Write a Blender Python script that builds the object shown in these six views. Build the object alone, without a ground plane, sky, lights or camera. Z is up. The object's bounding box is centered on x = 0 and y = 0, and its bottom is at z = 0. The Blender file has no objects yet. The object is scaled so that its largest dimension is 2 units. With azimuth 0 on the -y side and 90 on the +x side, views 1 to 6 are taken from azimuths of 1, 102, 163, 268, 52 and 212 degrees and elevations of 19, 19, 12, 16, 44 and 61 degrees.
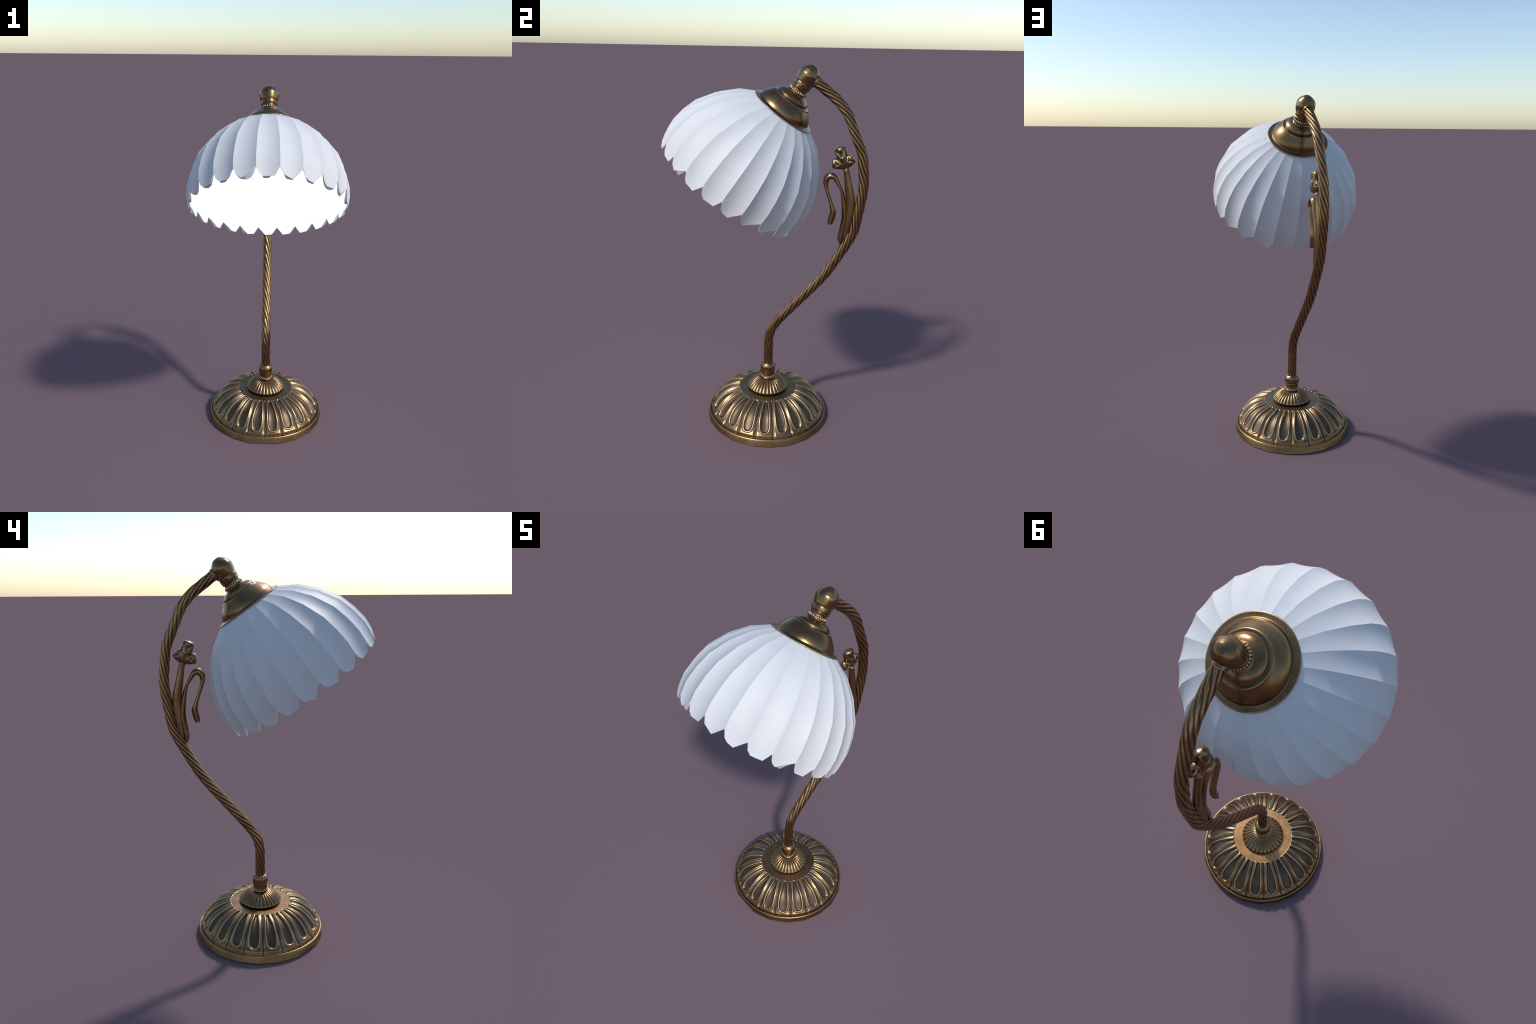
"""Antique bronze desk lamp: fluted round base, twisted S-shaped arm with a
flower sprig, bell cap with ball finial, and a tilted scalloped white shade."""
import bpy, math, random
import numpy as np
from mathutils import Vector

random.seed(7)
rng = np.random.default_rng(7)
TAU = math.tau

# ------------------------------------------------------------------ layout
BASE_Y = 0.0285                                   # the base stands a bit behind the centre
SHADE_P = np.array([0.0, 0.0567, 1.736])          # point on the axis of shade, cap and finial
TILT = math.radians(35.38)
AX = np.array([0.0, -math.sin(TILT), -math.cos(TILT)])   # down into the mouth of the shade
AU = np.array([1.0, 0.0, 0.0])
AV = np.cross(AX, AU)                              # towards the front and up


# ------------------------------------------------------------------ nodes
def new_mat(name):
    m = bpy.data.materials.new(name)
    m.use_nodes = True
    nt = m.node_tree
    return m, nt, nt.nodes["Principled BSDF"]


def node(nt, kind, **props):
    n = nt.nodes.new(kind)
    ins = props.pop("ins", {})
    for k, v in props.items():
        setattr(n, k, v)
    for k, v in ins.items():
        n.inputs[k].default_value = v
    return n


def ramp(nt, src, stops):
    r = nt.nodes.new("ShaderNodeValToRGB")
    el = r.color_ramp.elements
    while len(el) < len(stops):
        el.new(0.5)
    for e, (p, c) in zip(el, stops):
        e.position = p
        e.color = (*c, 1) if len(c) == 3 else (c[0], c[0], c[0], 1)
    nt.links.new(src, r.inputs[0])
    return r.outputs[0]


def mix(nt, fac, a, b):
    n = nt.nodes.new("ShaderNodeMix")
    n.data_type = "RGBA"
    for sock, v in ((n.inputs[0], fac), (n.inputs[6], a), (n.inputs[7], b)):
        if hasattr(v, "is_linked"):
            nt.links.new(v, sock)
        elif isinstance(v, (int, float)):
            sock.default_value = v
        else:
            sock.default_value = (*v, 1)
    return n.outputs[2]


def bronze(name, main, dark, edge, rough, metallic=1.0, edge_amount=0.6, grain=0.12, wear=0.5, use_edges=True):
    """Aged bronze: patchy brown to gold, edges lightened as painted sky glints, dark hollows, fine specks."""
    m, nt, b = new_mat(name)
    co = node(nt, "ShaderNodeTexCoord").outputs["Object"]
    big = node(nt, "ShaderNodeTexNoise", ins={"Scale": 9.0, "Detail": 4.0, "Roughness": 0.6})
    fine = node(nt, "ShaderNodeTexNoise", ins={"Scale": 170.0, "Detail": 3.0, "Roughness": 0.7})
    for n in (big, fine):
        nt.links.new(co, n.inputs["Vector"])
    patch = ramp(nt, big.outputs[0], [(0.38, (0,)), (0.66, (1,))])
    col = mix(nt, patch, main, tuple(c * k for c, k in zip(main, (0.66, 0.58, 0.52))))
    speck = ramp(nt, fine.outputs[0], [(0.36, (1,)), (0.50, (0,))])
    sm = node(nt, "ShaderNodeMath", operation="MULTIPLY", ins={1: wear})
    nt.links.new(speck, sm.inputs[0])
    col = mix(nt, sm.outputs[0], col, dark)
    if use_edges:
        point = node(nt, "ShaderNodeNewGeometry").outputs["Pointiness"]
        hollow = ramp(nt, point, [(0.44, (1,)), (0.495, (0,))])
        edge_glint = ramp(nt, point, [(0.505, (0,)), (0.56, (1,))])
        col = mix(nt, hollow, col, dark)
        em = node(nt, "ShaderNodeMath", operation="MULTIPLY", ins={1: edge_amount})
        nt.links.new(edge_glint, em.inputs[0])
        col = mix(nt, em.outputs[0], col, edge)
    nt.links.new(col, b.inputs["Base Color"])
    b.inputs["Metallic"].default_value = metallic
    mr = node(nt, "ShaderNodeMapRange", ins={"From Min": 0.3, "From Max": 0.7, "To Min": rough - 0.05, "To Max": rough + 0.09})
    nt.links.new(fine.outputs[0], mr.inputs["Value"])
    nt.links.new(mr.outputs[0], b.inputs["Roughness"])
    bump = node(nt, "ShaderNodeBump", ins={"Strength": grain, "Distance": 0.0012})
    nt.links.new(fine.outputs[0], bump.inputs["Height"])
    nt.links.new(bump.outputs[0], b.inputs["Normal"])
    return m


MAIN = (0.315, 0.190, 0.088)
DARK = (0.085, 0.055, 0.036)
EDGE = (0.58, 0.44, 0.26)
M_BRONZE = bronze("aged_bronze", MAIN, DARK, EDGE, 0.32, edge_amount=0.95)
M_POLISH = bronze("polished_bronze", (0.265, 0.166, 0.080), DARK, EDGE, 0.28, grain=0.008, wear=0.18)
M_BALL = bronze("ball_bronze", (0.275, 0.172, 0.083), DARK, EDGE, 0.27, grain=0.004, wear=0.15, use_edges=False)
M_RIM = bronze("rim_bronze", (0.265, 0.165, 0.075), DARK, EDGE, 0.36, grain=0.06, wear=0.35, edge_amount=0.3)  # colour lowered to dim the pale horizon reflection on the band
M_ARM = bronze("twisted_bronze", (0.335, 0.196, 0.090), DARK, EDGE, 0.30, grain=0.01, wear=0.12)
M_TWIST_DARK = bronze("twist_groove_bronze", (0.140, 0.078, 0.036), (0.06, 0.035, 0.02), (0.3, 0.2, 0.1), 0.40, grain=0.02, wear=0.2)
M_PLATE = bronze("plate_bronze", (0.300, 0.190, 0.096), (0.12, 0.075, 0.04), EDGE, 0.37, grain=0.2, wear=0.7)  # tint tuned to the strength of the sun's golden reflection
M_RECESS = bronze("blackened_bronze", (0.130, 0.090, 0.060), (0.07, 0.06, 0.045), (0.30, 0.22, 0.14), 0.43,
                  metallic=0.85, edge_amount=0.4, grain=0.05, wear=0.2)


def opal_glass():
    m, nt, b = new_mat("white_opal_glass")
    co = node(nt, "ShaderNodeTexCoord").outputs["Object"]
    n = node(nt, "ShaderNodeTexNoise", ins={"Scale": 14.0, "Detail": 3.0})
    nt.links.new(co, n.inputs["Vector"])
    col = ramp(nt, n.outputs[0], [(0.35, (0.612, 0.616, 0.622)), (0.65, (0.630, 0.634, 0.640))])
    nt.links.new(col, b.inputs["Base Color"])
    b.inputs["Roughness"].default_value = 0.55
    b.inputs["Specular IOR Level"].default_value = 0.25
    return m


def lit_glass():
    m, nt, b = new_mat("lit_inner_glass")
    co = node(nt, "ShaderNodeTexCoord").outputs["Object"]
    n = node(nt, "ShaderNodeTexNoise", ins={"Scale": 6.0, "Detail": 2.0})
    nt.links.new(co, n.inputs["Vector"])
    col = ramp(nt, n.outputs[0], [(0.3, (0.98, 0.985, 1.0)), (0.7, (1.0, 1.0, 1.0))])
    b.inputs["Base Color"].default_value = (0.65, 0.65, 0.65, 1)
    b.inputs["Roughness"].default_value = 0.6
    nt.links.new(col, b.inputs["Emission Color"])
    b.inputs["Emission Strength"].default_value = 0.57
    return m


M_GLASS, M_LIT = opal_glass(), lit_glass()


# ------------------------------------------------------------------ mesh helpers
def make(name, verts, faces, mats, parent, smooth=True, index=None, normals=None, sharp=None):
    me = bpy.data.meshes.new(name)
    me.from_pydata([tuple(map(float, v)) for v in verts], [], faces)
    for m in mats:
        me.materials.append(m)
    if index is not None:
        me.polygons.foreach_set("material_index", np.asarray(index, np.int32))
    me.polygons.foreach_set("use_smooth", np.full(len(me.polygons), smooth))
    if sharp is not None:
        me.set_sharp_from_angle(angle=math.radians(sharp))
    me.update()
    if normals is not None:
        me.normals_split_custom_set_from_vertices([tuple(map(float, n)) for n in normals])
    o = bpy.data.objects.new(name, me)
    bpy.context.scene.collection.objects.link(o)
    if parent is not None:
        o.parent = parent
    return o


def grid_faces(rows, cols, wrap=True, start=0, flip=False):
    f = []
    for i in range(rows - 1):
        for j in range(cols if wrap else cols - 1):
            a, b = start + i * cols + j, start + i * cols + (j + 1) % cols
            q = (a, b, b + cols, a + cols)
            f.append(q[::-1] if flip else q)
    return f


def polygonal(th, n, off):
    """Radius factor that turns a circle into an n-sided polygon."""
    k = TAU / n
    return math.cos(k / 2) / np.cos(np.mod(th - off, k) - k / 2)


def refine(profile, step):
    """Points along a polyline profile, no further apart than step."""
    p = np.asarray(profile, float)
    out = [p[0]]
    for a, b in zip(p[:-1], p[1:]):
        n = max(1, int(math.ceil(np.linalg.norm(b - a) / step)))
        out += [a + (b - a) * (k / n) for k in range(1, n + 1)]
    return np.array(out)


def round_corners(profile, times=1, keep=0.25):
    p = np.asarray(profile, float)
    for _ in range(times):
        q = [p[0]]
        for i in range(1, len(p) - 1):
            q += [p[i] + (p[i - 1] - p[i]) * keep, p[i] + (p[i + 1] - p[i]) * keep]
        q.append(p[-1])
        p = np.array(q)
    return p


def lathe(name, profile, mat, parent, place, segs=64, sides=0, off=0.0, side_rows=None,
          relief=None, sharp=40, close=True, round_normals=False, mats=None, pick=None):
    """Revolve (radius, height) rows. sides > 0 makes polygonal outlines."""
    prof = np.asarray(profile, float)
    th = np.arange(segs) * TAU / segs
    tang = np.gradient(prof, axis=0)
    nr, nh = tang[:, 1], -tang[:, 0]
    ln = np.maximum(np.hypot(nr, nh), 1e-9)
    nr, nh = nr / ln, nh / ln
    sgn = 1.0 if np.sum(nr * prof[:, 0]) > 0 else -1.0
    nr, nh = nr * sgn, nh * sgn
    verts, norms = [], []
    for k, (r, h) in enumerate(prof):
        f = np.ones(segs)
        if sides and (side_rows is None or side_rows[k]):
            f = 1 + (polygonal(th, sides, off) - 1) * 0.95
        rr, hh = r * f, np.full(segs, h)
        if relief is not None:
            d = relief(th, r, h, k)
            rr, hh = rr + d * nr[k], hh + d * nh[k]
        for t, a, b in zip(th, rr, hh):
            verts.append(place(t, a, b))
            norms.append(np.asarray(place(t, nr[k], nh[k])) - np.asarray(place(t, 0.0, 0.0)))
    faces = grid_faces(len(prof), segs)
    index = None
    if pick is not None:
        index = [pick(verts, f) for f in faces]
    if close:
        n = len(prof)
        faces.append(tuple(range(segs)))
        faces.append(tuple((n - 1) * segs + j for j in range(segs)))
        if index is not None:
            index += [0, 0]
    o = make(name, verts, faces, mats or [mat], parent, index=index)
    fix_normals(o)
    if round_normals:
        o.data.normals_split_custom_set_from_vertices([tuple(n / max(np.linalg.norm(n), 1e-9)) for n in norms])
    elif sharp:
        o.data.set_sharp_from_angle(angle=math.radians(sharp))
    return o


def fix_normals(o):
    import bmesh
    bm = bmesh.new()
    bm.from_mesh(o.data)
    bmesh.ops.recalc_face_normals(bm, faces=bm.faces)
    bm.to_mesh(o.data)
    bm.free()


def upright(t, r, h):                              # angle 0 = front (-y), +90 deg = +x
    return np.array([r * math.sin(t), BASE_Y - r * math.cos(t), h])


def on_axis(t, r, s):                              # angle 0 = front-up side of the shade
    return SHADE_P + AX * s + r * (math.sin(t) * AU + math.cos(t) * AV)


def smoothstep(x, a, b):
    t = np.clip((x - a) / (b - a), 0, 1)
    return t * t * (3 - 2 * t)


# ------------------------------------------------------------------ the thing
lamp = bpy.data.objects.new("desk_lamp", None)
lamp.location = (0, 0, 0)
bpy.context.scene.collection.objects.link(lamp)
lamp["label"] = "antique bronze desk lamp with tilted scalloped white shade"
lamp["category"] = "desk lamp"

# ------------------------------------------------------------------ base: fluted dome
FLUTES = 20
CELL = TAU / FLUTES
R_IN, R_END = 0.166, 0.318


def flute_fields(th, r):
    """Signed distance to the teardrop hollow, and sideways distance to the groove."""
    phi = np.mod(th, CELL) - CELL / 2
    lat = phi * r
    rc, wmax = 0.2925, 0.0258
    w = 0.0088 + (wmax - 0.0088) * smoothstep(np.full_like(th, r), 0.165, 0.292)
    d_side = np.abs(lat) - w
    d_end = (np.abs(lat) ** 2.5 + max(r - rc, 0.0) ** 2.5) ** 0.4 - wmax
    d = d_side if r <= rc else d_end
    q = np.abs(lat) / w if r <= rc else (d_end + wmax) / wmax
    return d, (CELL / 2 - np.abs(phi)) * r, np.clip(q, 0, 1)


def dome_relief(th, r, h, k):
    d, g, q = flute_fields(th, r)
    u = np.clip((r - R_IN) / (R_END - R_IN), 0, 1.2)
    open_in = float(smoothstep(np.array(r), R_IN - 0.0005, R_IN + 0.0035))
    hollow = -(0.0048 * smoothstep(-d, -0.0008, 0.0042) + 0.0048 * (1 - q ** 2)) * open_in
    lip = 0.0037 * np.exp(-((d - 0.0029) / 0.0029) ** 2) * open_in
    gw = 0.0034 + 0.0034 * u
    groove = -0.0068 * np.exp(-(g / gw) ** 2) * open_in
    out = hollow + lip + groove
    if r > 0.330:
        out = out * 0.5
    return out


dome = [(0.100, 0.178), (0.150, 0.178), (0.1652, 0.1778)]
dome += [((1 - t) ** 2 * 0.1660 + 2 * t * (1 - t) * 0.262 + t * t * 0.3150,
          (1 - t) ** 2 * 0.1790 + 2 * t * (1 - t) * 0.168 + t * t * 0.0735) for t in np.linspace(0, 1, 14)]
dome += [(0.3200, 0.0675), (0.3245, 0.0630), (0.3280, 0.0598), (0.3300, 0.0570), (0.3315, 0.0520), (0.3330, 0.0460), (0.3345, 0.0420), (0.3342, 0.0390), (0.3342, 0.0300)]
dome = refine(dome, 0.0022)


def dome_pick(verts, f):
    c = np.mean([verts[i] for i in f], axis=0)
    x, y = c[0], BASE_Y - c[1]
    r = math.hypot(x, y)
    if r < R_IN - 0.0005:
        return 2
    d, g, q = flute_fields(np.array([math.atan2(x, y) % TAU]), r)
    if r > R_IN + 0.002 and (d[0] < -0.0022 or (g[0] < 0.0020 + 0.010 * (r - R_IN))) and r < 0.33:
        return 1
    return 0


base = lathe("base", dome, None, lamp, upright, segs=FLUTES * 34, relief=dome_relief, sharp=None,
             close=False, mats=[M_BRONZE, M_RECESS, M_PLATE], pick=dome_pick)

# rim band: many-sided foot below a round upper edge
corners = [math.radians(14 + 18 * k) for k in range(17)] + [math.radians(-32), math.radians(-14)]
corners = sorted(c % TAU for c in corners)


def foot_factor(th):
    f = np.ones_like(th)
    for a, b in zip(corners, corners[1:] + [corners[0] + TAU]):
        for sh in (0, TAU):
            m = (th + sh >= a) & (th + sh < b)
            f[m] = math.cos((b - a) / 2) / np.cos(th[m] + sh - (a + b) / 2)
    return f


rim_prof = [(0.300, 0.0), (0.3475, 0.0), (0.3505, 0.0015), (0.3485, 0.012), (0.3464, 0.023), (0.3442, 0.0345),
            (0.3428, 0.0400), (0.3405, 0.0418), (0.3378, 0.0412), (0.3350, 0.0385), (0.3330, 0.0360)]
poly_amount = [1, 1, 1, 0.8, 0.6, 0.25, 0, 0, 0, 0, 0]
segs = 380
th = np.arange(segs) * TAU / segs
ff = foot_factor(th)
rv = []
for (r, h), k in zip(rim_prof, poly_amount):
    for t, f in zip(th, ff):
        rv.append(upright(t, r * (1 + (f - 1) * k), h))
rf = grid_faces(len(rim_prof), segs) + [tuple(range(segs))]
rim = make("rim", rv, rf, [M_RIM], base)
fix_normals(rim)
lean = [-90, -20, 14, 17, 19, 23, 45, 72, 105, 130, 140]      # normals tilted past the real slope so the band mirrors the bright horizon
rn_all = [(math.cos(math.radians(a)) * math.sin(t), -math.cos(math.radians(a)) * math.cos(t), math.sin(math.radians(a)))
          for a in lean for t in th]
rim.data.normals_split_custom_set_from_vertices(rn_all)

# fluted knob in the middle of the base
KN = 30


def knob_relief(th, r, h, k):
    phi = np.mod(th, TAU / KN) - TAU / KN / 2
    u = np.abs(phi) / (TAU / KN / 2)
    a = float(smoothstep(np.array(r), 0.040, 0.060) * smoothstep(np.array(h), 0.183, 0.190))
    return -0.0052 * u ** 2.2 * (0.35 + 0.65 * min(r / 0.116, 1.0)) * a


knob_prof = refine(round_corners([(0.034, 0.240), (0.052, 0.2385), (0.075, 0.2300), (0.097, 0.2140), (0.110, 0.2000),
                                  (0.1162, 0.1930), (0.1168, 0.1880), (0.1120, 0.1855), (0.102, 0.1835), (0.098, 0.1770)], 1), 0.0025)


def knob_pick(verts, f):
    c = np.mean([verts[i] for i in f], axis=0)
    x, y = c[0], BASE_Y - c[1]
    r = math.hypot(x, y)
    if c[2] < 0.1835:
        return 1  # underside coloured dark for the shadow gap above the plate
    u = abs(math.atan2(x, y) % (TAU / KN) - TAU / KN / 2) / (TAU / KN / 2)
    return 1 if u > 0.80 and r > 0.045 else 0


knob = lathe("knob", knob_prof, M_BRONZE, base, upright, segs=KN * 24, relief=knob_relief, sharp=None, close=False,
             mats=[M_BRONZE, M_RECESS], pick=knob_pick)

# small beads hidden in the gap under the knob
neck_prof = [(0.024, 0.3375), (0.0310, 0.3375), (0.0400, 0.3290), (0.0442, 0.3205), (0.0442, 0.3190), (0.0442, 0.2985), (0.0432, 0.2960),
             (0.0405, 0.2935), (0.0415, 0.2895), (0.0415, 0.2865), (0.0395, 0.2840), (0.0385, 0.2820), (0.0385, 0.2600), (0.0365, 0.2560),
             (0.0365, 0.2525), (0.0400, 0.2500), (0.0405, 0.2455), (0.0385, 0.2420), (0.0345, 0.2400), (0.0345, 0.2340)]
neck_prof = refine(neck_prof, 0.003)
oct_rows = [h > 0.293 for r, h in neck_prof]


def neck_relief(th, r, h, k):
    if 0.2605 < h < 0.2815:
        return -0.0013 * (0.5 + 0.5 * np.cos(th * 30))
    return np.zeros_like(th)


neck = lathe("neck", neck_prof, M_BRONZE, base, upright, segs=240, sides=8, off=math.radians(22.5),
             side_rows=oct_rows, relief=neck_relief, sharp=None, round_normals=True)


def bead_ring(name, count, place, r, h, size, stretch, slope, mat, parent):
    """A row of little round beads round an axis, joined in one part."""
    V, F = [], []
    for c in range(count):
        a = TAU * c / count
        k = 1 + 0.12 * (random.random() - 0.5)
        n0 = len(V)
        for i in range(7):
            p = math.pi * i / 6
            for j in range(8):
                q = TAU * j / 8
                lat = size * k * math.sin(p) * math.cos(q)
                rad = size * k * math.sin(p) * math.sin(q)
                up = size * stretch * math.cos(p)
                V.append(place(a + lat / r, r + rad + slope * up, h + up))
        F += grid_faces(7, 8, True, n0)
    o = make(name, V, F, [mat], parent)
    fix_normals(o)
    o["kind"] = "stuff"
    return o


bead_ring("bead_ring", 26, upright, 0.0382, 0.2575, 0.0040, 0.9, 0.0, M_BRONZE, base)

# ------------------------------------------------------------------ arm: twisted rope bar
path = [(0.0286, 0.318), (0.0288, 0.4500), (0.0291, 0.4900), (0.0430, 0.5520), (0.0808, 0.6140), (0.3325, 0.9085), (0.4470, 1.1080),
        (0.4770, 1.1740), (0.5124, 1.4065), (0.4955, 1.5715), (0.4740, 1.6260), (0.4106, 1.7730), (0.3586, 1.8338),
        (0.2510, 1.9152), (0.2150, 1.9420)]
path = round_corners(path, 2, 0.14)
path = refine(path, 0.0036)
STRANDS, TWIST, R_ARM = 8, 13.0, 0.0262


def sweep(name, centers, radius_fn, mat, parent, around=80, dark=None):
    """Sweep a section along a path in the x = 0 plane. e1 = in-plane normal, e2 = +x."""
    c = np.asarray(centers, float)
    t = np.gradient(c, axis=0)
    t /= np.linalg.norm(t, axis=1)[:, None]
    for _ in range(3):
        t[1:-1] = (t[:-2] + 2 * t[1:-1] + t[2:]) / 4
        t /= np.linalg.norm(t, axis=1)[:, None]
    s = np.concatenate([[0], np.cumsum(np.linalg.norm(np.diff(c, axis=0), axis=1))])
    psi = np.arange(around) * TAU / around
    V = []
    for k in range(len(c)):
        e1 = np.array([0, -t[k][1], t[k][0]])      # front / upper-left of the path
        a, b = radius_fn(psi, s[k], k)
        for j in range(around):
            V.append(np.array([0, c[k][0], c[k][1]]) + e1 * a[j] + np.array([1.0, 0, 0]) * b[j])
    F = grid_faces(len(c), around)
    F.append(tuple(range(around)))
    F.append(tuple((len(c) - 1) * around + j for j in range(around)))
    index = None
    if dark is not None:                            # hollows between strands are coloured darker for contrast
        h = TAU / around / 2
        index = [int(dark(psi[j] + h, s[k])) for k in range(len(c) - 1) for j in range(around)] + [0, 0]
    o = make(name, V, F, [mat, M_TWIST_DARK] if dark else [mat], parent, index=index)
    fix_normals(o)
    return o


def rope(psi, s, k):
    ph = STRANDS * (psi + TWIST * s) / 2
    w = np.sin(ph) ** 2
    r = R_ARM + 0.0004 - 0.0036 * (1 - w) ** 1.3
    return r * np.cos(psi), r * np.sin(psi)


arm = sweep("arm", path, rope, M_ARM, lamp, around=120,
            dark=lambda p, s: math.sin(STRANDS * (p + TWIST * s) / 2) ** 2 < 0.26)

# thin collar where the arm enters the ball
cdir = np.array([0.0, 0.3586 - 0.2510, 1.8338 - 1.9152])
cdir /= np.linalg.norm(cdir)
cn = np.cross(cdir, AU)


def on_collar(t, r, h):
    return np.array([0, 0.2500, 1.9160]) + cdir * h + r * (math.cos(t) * cn + math.sin(t) * AU)


# ------------------------------------------------------------------ ball finial
fin_prof = [(0.0, -0.3145), (0.0100, -0.3135), (0.0205, -0.3108), (0.0330, -0.3005), (0.0450, -0.2880), (0.0545, -0.2700), (0.0562, -0.2600), (0.0550, -0.2500),
            (0.0520, -0.2340), (0.0492, -0.2225), (0.0475, -0.2210), (0.0448, -0.2190), (0.0462, -0.2170), (0.0470, -0.2140), (0.0470, -0.1990), (0.0462, -0.1970),
            (0.0432, -0.1950), (0.0432, -0.1940), (0.0464, -0.1928), (0.0470, -0.1900), (0.0450, -0.1878), (0.0420, -0.1862), (0.0395, -0.1830), (0.0395, -0.1750),
            (0.0440, -0.1690), (0.0440, -0.1600), (0.046, -0.150)]
fin_prof = refine(fin_prof, 0.004)
fin_rows = [s < -0.186 for r, s in fin_prof]
finial = lathe("finial", fin_prof, M_BALL, lamp, on_axis, segs=96, sides=8, off=0.0,
               side_rows=fin_rows, sharp=None, round_normals=True, close=False)
lathe("collar", refine([(0.0255, -0.012), (0.0305, -0.012), (0.0312, -0.004), (0.0312, -0.0005), (0.0300, 0.0015), (0.0258, 0.0018)], 0.003),
      M_POLISH, finial, on_collar, segs=48, sharp=45, close=False)
bead_ring("bead_ring", 24, on_axis, 0.0440, -0.1700, 0.0050, 1.7, 0.35, M_POLISH, finial)

# ------------------------------------------------------------------ bell cap
cap_prof = [(0.0400, -0.1600), (0.0480, -0.1590), (0.0500, -0.1545), (0.0540, -0.1535), (0.0640, -0.1500), (0.0745, -0.1440), (0.0815, -0.1370), (0.0855, -0.1320),
            (0.0864, -0.1300), (0.0850, -0.1245), (0.0862, -0.1215), (0.0915, -0.1212), (0.0990, -0.1208), (0.1025, -0.1175), (0.1042, -0.1140),
            (0.1120, -0.1060), (0.1240, -0.0930), (0.1350, -0.0790), (0.1420, -0.0670), (0.1450, -0.0580), (0.1462, -0.0535), (0.1500, -0.0508),
            (0.1600, -0.0488), (0.1695, -0.0475), (0.1722, -0.0452), (0.1715, -0.0425), (0.1680, -0.0415), (0.1400, -0.0400)]
cap = lathe("cap", refine(round_corners(cap_prof, 1, 0.2), 0.003), M_POLISH, lamp, on_axis, segs=128, sides=0, sharp=55, close=False)

# ------------------------------------------------------------------ shade: 24 scalloped flutes
N_LOBE = 24
LOBE = TAU / N_LOBE
ring_s = [-0.0430, 0.0090, 0.0835, 0.1745, 0.2480, 0.3240, 0.3825]
ring_r = [0.1660, 0.2550, 0.3310, 0.3925, 0.4190, 0.4345, 0.4335]
tips = [([0, 0.13, 0.36, 1], [0, 0.033, 0.0505, 0]),
        ([0, 0.12, 0.25, 0.70, 1], [0, 0.031, 0.0470, 0.0525, 0]),
        ([0, 0.13, 0.30, 0.58, 1], [0, 0.034, 0.0480, 0.0550, 0]),
        ([0, 0.13, 0.55, 1], [0, 0.034, 0.0560, 0]),
        ([0, 0.12, 0.30, 0.80, 1], [0, 0.032, 0.0490, 0.0460, 0])]
inner_tips = [([0, 0.10, 0.28, 0.52, 0.76, 0.90, 1], [0, 0.029, 0.0480, 0.0550, 0.0490, 0.030, 0]),
              ([0, 0.26, 0.62, 1], [0, 0.0490, 0.0540, 0]),
              ([0, 0.32, 0.55, 1], [0, 0.0520, 0.0500, 0]),
              ([0, 0.30, 0.58, 1], [0, 0.0500, 0.0530, 0])]


def lobe_point(t, a0, r, s, dip):
    """Point on a flute hung between two ridges: straight chord, then hollowed by dip."""
    th0, th1 = a0, a0 + LOBE
    ct, st = (1 - t) * math.cos(th0) + t * math.cos(th1), (1 - t) * math.sin(th0) + t * math.sin(th1)
    n = math.hypot(ct, st)
    k = 1 - dip * 4 * t * (1 - t) / (r * n)
    return SHADE_P + AX * s + r * k * (st * AU + ct * AV)


fine_s = np.concatenate([np.linspace(a, b, 3)[:-1] for a, b in zip(ring_s[:-1], ring_s[1:])] + [[ring_s[-1]]])
SV, SF, LV, LF = [], [], [], []
SN = {}                                             # shading normals of the soft hollow flutes
prof_s, prof_r = np.linspace(ring_s[0], 0.44, 60), None
prof_r = np.interp(prof_s, ring_s + [0.44], ring_r + [0.4315])
slope = np.gradient(prof_r, prof_s)
for _ in range(30):
    slope[1:-1] = (slope[:-2] + 2 * slope[1:-1] + slope[2:]) / 4


def flute_normal(t, a0, r, s):
    mid = a0 + LOBE / 2
    c0 = math.sin(mid) * AU + math.cos(mid) * AV
    tau = math.cos(mid) * AU - math.sin(mid) * AV
    deep = 0.0022 + 0.0078 * float(smoothstep(np.array(r), 0.17, 0.42))
    n = c0 + tau * (4 * deep * (1 - 2 * t) / (r * LOBE)) - AX * float(np.interp(s, prof_s, slope))
    return n / np.linalg.norm(n)


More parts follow.
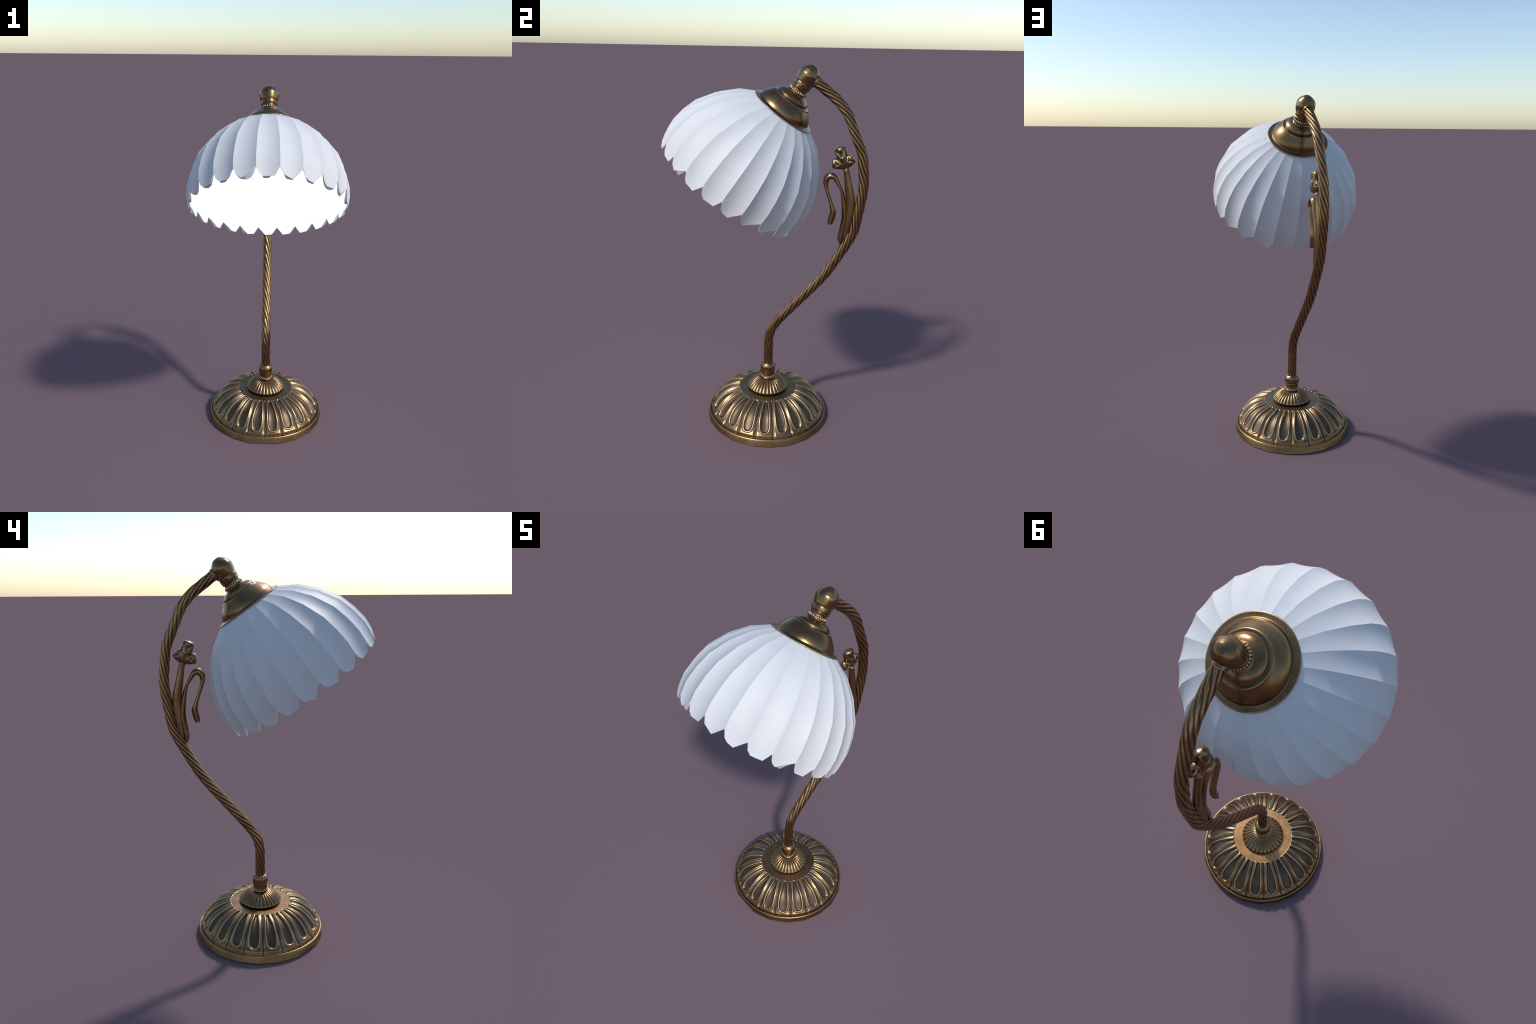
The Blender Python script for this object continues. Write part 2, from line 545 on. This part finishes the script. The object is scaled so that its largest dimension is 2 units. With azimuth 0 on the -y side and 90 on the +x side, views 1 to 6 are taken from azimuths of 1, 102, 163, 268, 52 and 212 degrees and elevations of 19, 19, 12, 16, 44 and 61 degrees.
for c in range(N_LOBE):
    a0 = (c - 0.5) * LOBE
    tip = tips[rng.integers(0, len(tips))]
    tip_in = inner_tips[rng.integers(0, len(inner_tips))]
    tt = np.unique(np.round(np.concatenate([np.linspace(0, 1, 9), tip[0], tip_in[0]]), 4))
    COLS = len(tt)
    drop_out, drop_in = np.interp(tt, *tip), np.interp(tt, *tip_in)
    n0 = len(SV)
    rows = 0
    for s in fine_s:
        r = float(np.interp(s, ring_s, ring_r))
        dip = 0.0012 + 0.0026 * float(smoothstep(np.array(r), 0.17, 0.40))
        for t in tt:
            SN[len(SV)] = flute_normal(t, a0, r, s)
            SV.append(lobe_point(t, a0, r, s, dip))
        rows += 1
    for f in (0.5, 1.0):
        for t, dz in zip(tt, drop_out):
            SN[len(SV)] = flute_normal(t, a0, 0.4335, 0.3825 + dz * f)
            SV.append(lobe_point(t, a0, 0.4335 - 0.003 * (dz * f / 0.05), 0.3825 + dz * f, 0.0038))
        rows += 1
    SF += grid_faces(rows, COLS, False, n0)
    last = n0 + (rows - 1) * COLS
    # rim faces between outer edge and lining edge
    e0 = len(SV)
    for t, dz in zip(tt, drop_out):
        SV.append(lobe_point(t, a0, 0.4335 - 0.003 * (dz / 0.05), 0.3825 + dz, 0.0038))
    for t, dz in zip(tt, drop_in):
        SV.append(lobe_point(t, a0, 0.4295 - 0.004 * (dz / 0.05), 0.3835 + dz, 0.0128))
    SF += grid_faces(2, COLS, False, e0)
    # glowing lining
    m0 = len(LV)
    rows = 0
    for s in fine_s:
        r = float(np.interp(s, ring_s, ring_r)) - 0.0040
        dip = 0.0030 + 0.0095 * float(smoothstep(np.array(r), 0.17, 0.42))
        for t in tt:
            LV.append(lobe_point(t, a0, r, s + 0.001, dip))
        rows += 1
    for f in (0.5, 1.0):
        for t, dz in zip(tt, drop_in):
            LV.append(lobe_point(t, a0, 0.4295 - 0.004 * (dz * f / 0.05), 0.3835 + dz * f, 0.0128))
        rows += 1
    LF += grid_faces(rows, COLS, False, m0)


def turned(V, F, want):
    """Wind each face so that it looks along want(face)."""
    out = []
    for f in F:
        a, b, c, d = (np.asarray(V[i]) for i in f)
        out.append(f if np.dot(np.cross(c - a, d - b), want(f)) >= 0 else f[::-1])
    return out


SF = turned(SV, SF, lambda f: SN[f[0]] if f[0] in SN else AX)
shade = make("shade", SV, SF, [M_GLASS], lamp)
plain = [v.normal.copy() for v in shade.data.vertices]
shade.data.normals_split_custom_set_from_vertices([tuple(map(float, SN.get(i, n))) for i, n in enumerate(plain)])
lining = make("lining", LV, LF, [M_LIT], shade)
n0 = len(LV)
lid = [on_axis(TAU * k / 48, 0.163, -0.036) for k in range(48)]
top = make("light_disc", lid, [tuple(range(48))], [M_LIT], shade)

# ------------------------------------------------------------------ flower sprig on the arm


def spline(points, n):
    """Catmull-Rom through rows of numbers."""
    p = np.asarray(points, float)
    p = np.vstack([2 * p[0] - p[1], p, 2 * p[-1] - p[-2]])
    out = []
    for u in np.linspace(0, len(p) - 3 - 1e-6, n):
        i = int(u)
        f = u - i
        a, b, c, d = p[i:i + 4]
        out.append(0.5 * (2 * b + (c - a) * f + (2 * a - 5 * b + 4 * c - d) * f * f + (3 * b - a - 3 * c + d) * f ** 3))
    return np.array(out)


def tapered(name, rows, power, mat, parent, n=60, around=32):
    """rows: (y, z, half width in the plane, half width along x)."""
    r = refine(round_corners(rows, 1, 0.16), 0.006)
    r[:, 2] *= 1.12

    def sec(psi, s, k):
        ca, sa = np.cos(psi), np.sin(psi)
        q = (np.abs(ca) ** power + np.abs(sa) ** power) ** (-1 / power)
        return r[k, 2] * q * ca, r[k, 3] * q * sa
    o = sweep(name, r[:, :2], sec, mat, parent, around=around)
    return o


flower = tapered("flower", [(0.4270, 1.1000, 0.006, 0.008), (0.4330, 1.1500, 0.018, 0.017), (0.4440, 1.2200, 0.0230, 0.019), (0.4500, 1.2900, 0.0225, 0.018),
                            (0.4465, 1.3420, 0.0215, 0.018), (0.4350, 1.4000, 0.0190, 0.017), (0.4190, 1.4830, 0.0140, 0.0145), (0.4140, 1.5050, 0.0140, 0.0145)],
                 1.75, M_ARM, lamp)
leaf = tapered("leaf", [(0.4090, 1.0840, 0.003, 0.005), (0.4050, 1.1270, 0.0150, 0.015), (0.4160, 1.1800, 0.0160, 0.017), (0.4240, 1.2430, 0.0150, 0.017), (0.4160, 1.3050, 0.0125, 0.0165),
                        (0.4060, 1.3600, 0.0090, 0.0165), (0.3960, 1.3930, 0.0080, 0.0165), (0.3610, 1.4530, 0.0135, 0.0175), (0.3370, 1.4595, 0.0165, 0.018),
                        (0.3190, 1.4440, 0.0150, 0.018), (0.3141, 1.4190, 0.0120, 0.0175), (0.3245, 1.3820, 0.0095, 0.0165), (0.3493, 1.3140, 0.0102, 0.0165),
                        (0.3615, 1.2660, 0.0150, 0.0175), (0.3545, 1.2330, 0.0155, 0.0170), (0.3480, 1.2100, 0.0140, 0.0165), (0.3466, 1.2005, 0.0115, 0.0140)],
               1.30, M_ARM, flower)

# ring under the buds
rdir = np.array([0.0, 0.4140 - 0.4250, 1.5050 - 1.4600])
rdir /= np.linalg.norm(rdir)
rn = np.cross(rdir, AU)


def on_ring(t, r, h):
    return np.array([0, 0.4165, 1.4915]) + rdir * h + r * (math.cos(t) * rn + math.sin(t) * AU)


lathe("ring", refine([(0.0135, -0.0065), (0.0172, -0.0050), (0.0180, -0.0015), (0.0166, 0.0), (0.0180, 0.0015), (0.0172, 0.0045), (0.0140, 0.0060)], 0.002),
      M_ARM, flower, on_ring, segs=40, sharp=None, close=False)


def bud(a, b, width, depth, swell, parent):
    """Closed bud: two wrapping petals leave a V on the front and back, with the core showing."""
    a, b = np.array([0.0, *a]), np.array([0.0, *b])
    d = b - a
    L = np.linalg.norm(d)
    d = d / L
    n = np.cross(d, AU)
    V = []
    R, C = 34, 56
    for i in range(R):
        t = i / (R - 1)
        shape = np.interp(t, [0, 0.15, 0.45, swell, 0.88, 0.96, 1.0], [0.66, 0.88, 1.0, 1.0, 0.96, 0.80, 0.0])
        for j in range(C):
            q = TAU * j / C
            side = abs(math.cos(q))                # 0 at the +x / -x faces, 1 in the plane
            edge = 0.46 + 0.44 * side ** 1.1       # rim of the wrapping petals, a V on each face
            past = float(smoothstep(np.array(t), edge - 0.03, edge + 0.05))
            lip = math.exp(-((t - edge + 0.03) / 0.055) ** 2)
            core = math.exp(-((t - 0.84) / 0.10) ** 2) * math.exp(-(math.cos(q) / 0.35) ** 2)
            k = shape * (1 - 0.24 * past * (1 - side * 0.8)) + 0.06 * lip * (1 - t) ** 0.3 + 0.16 * core
            V.append(a + d * (L * t) + n * (math.cos(q) * width * k) + AU * (math.sin(q) * depth * k))
    o = make("bud", V, grid_faces(R, C), [M_POLISH], parent)
    fix_normals(o)
    return o


def on_calyx(t, r, h):
    a, b = np.array([0, 0.4150, 1.4970]), np.array([0, 0.3900, 1.5560])
    d = (b - a) / np.linalg.norm(b - a)
    return a + d * h + r * (math.cos(t) * np.cross(d, AU) + math.sin(t) * 0.85 * AU)


lathe("calyx", refine(round_corners([(0.0, -0.004), (0.0135, -0.004), (0.0185, 0.008), (0.0235, 0.020), (0.0225, 0.030), (0.0150, 0.038), (0.0, 0.044)], 2), 0.003),
      M_POLISH, flower, on_calyx, segs=40, sharp=None, close=False)
bud((0.4120, 1.5080), (0.3745, 1.6095), 0.0300, 0.0270, 0.70, flower)
bud((0.4160, 1.5190), (0.3410, 1.5225), 0.0275, 0.0245, 0.66, flower)
bud((0.4080, 1.5150), (0.4455, 1.5600), 0.0275, 0.0245, 0.66, flower)
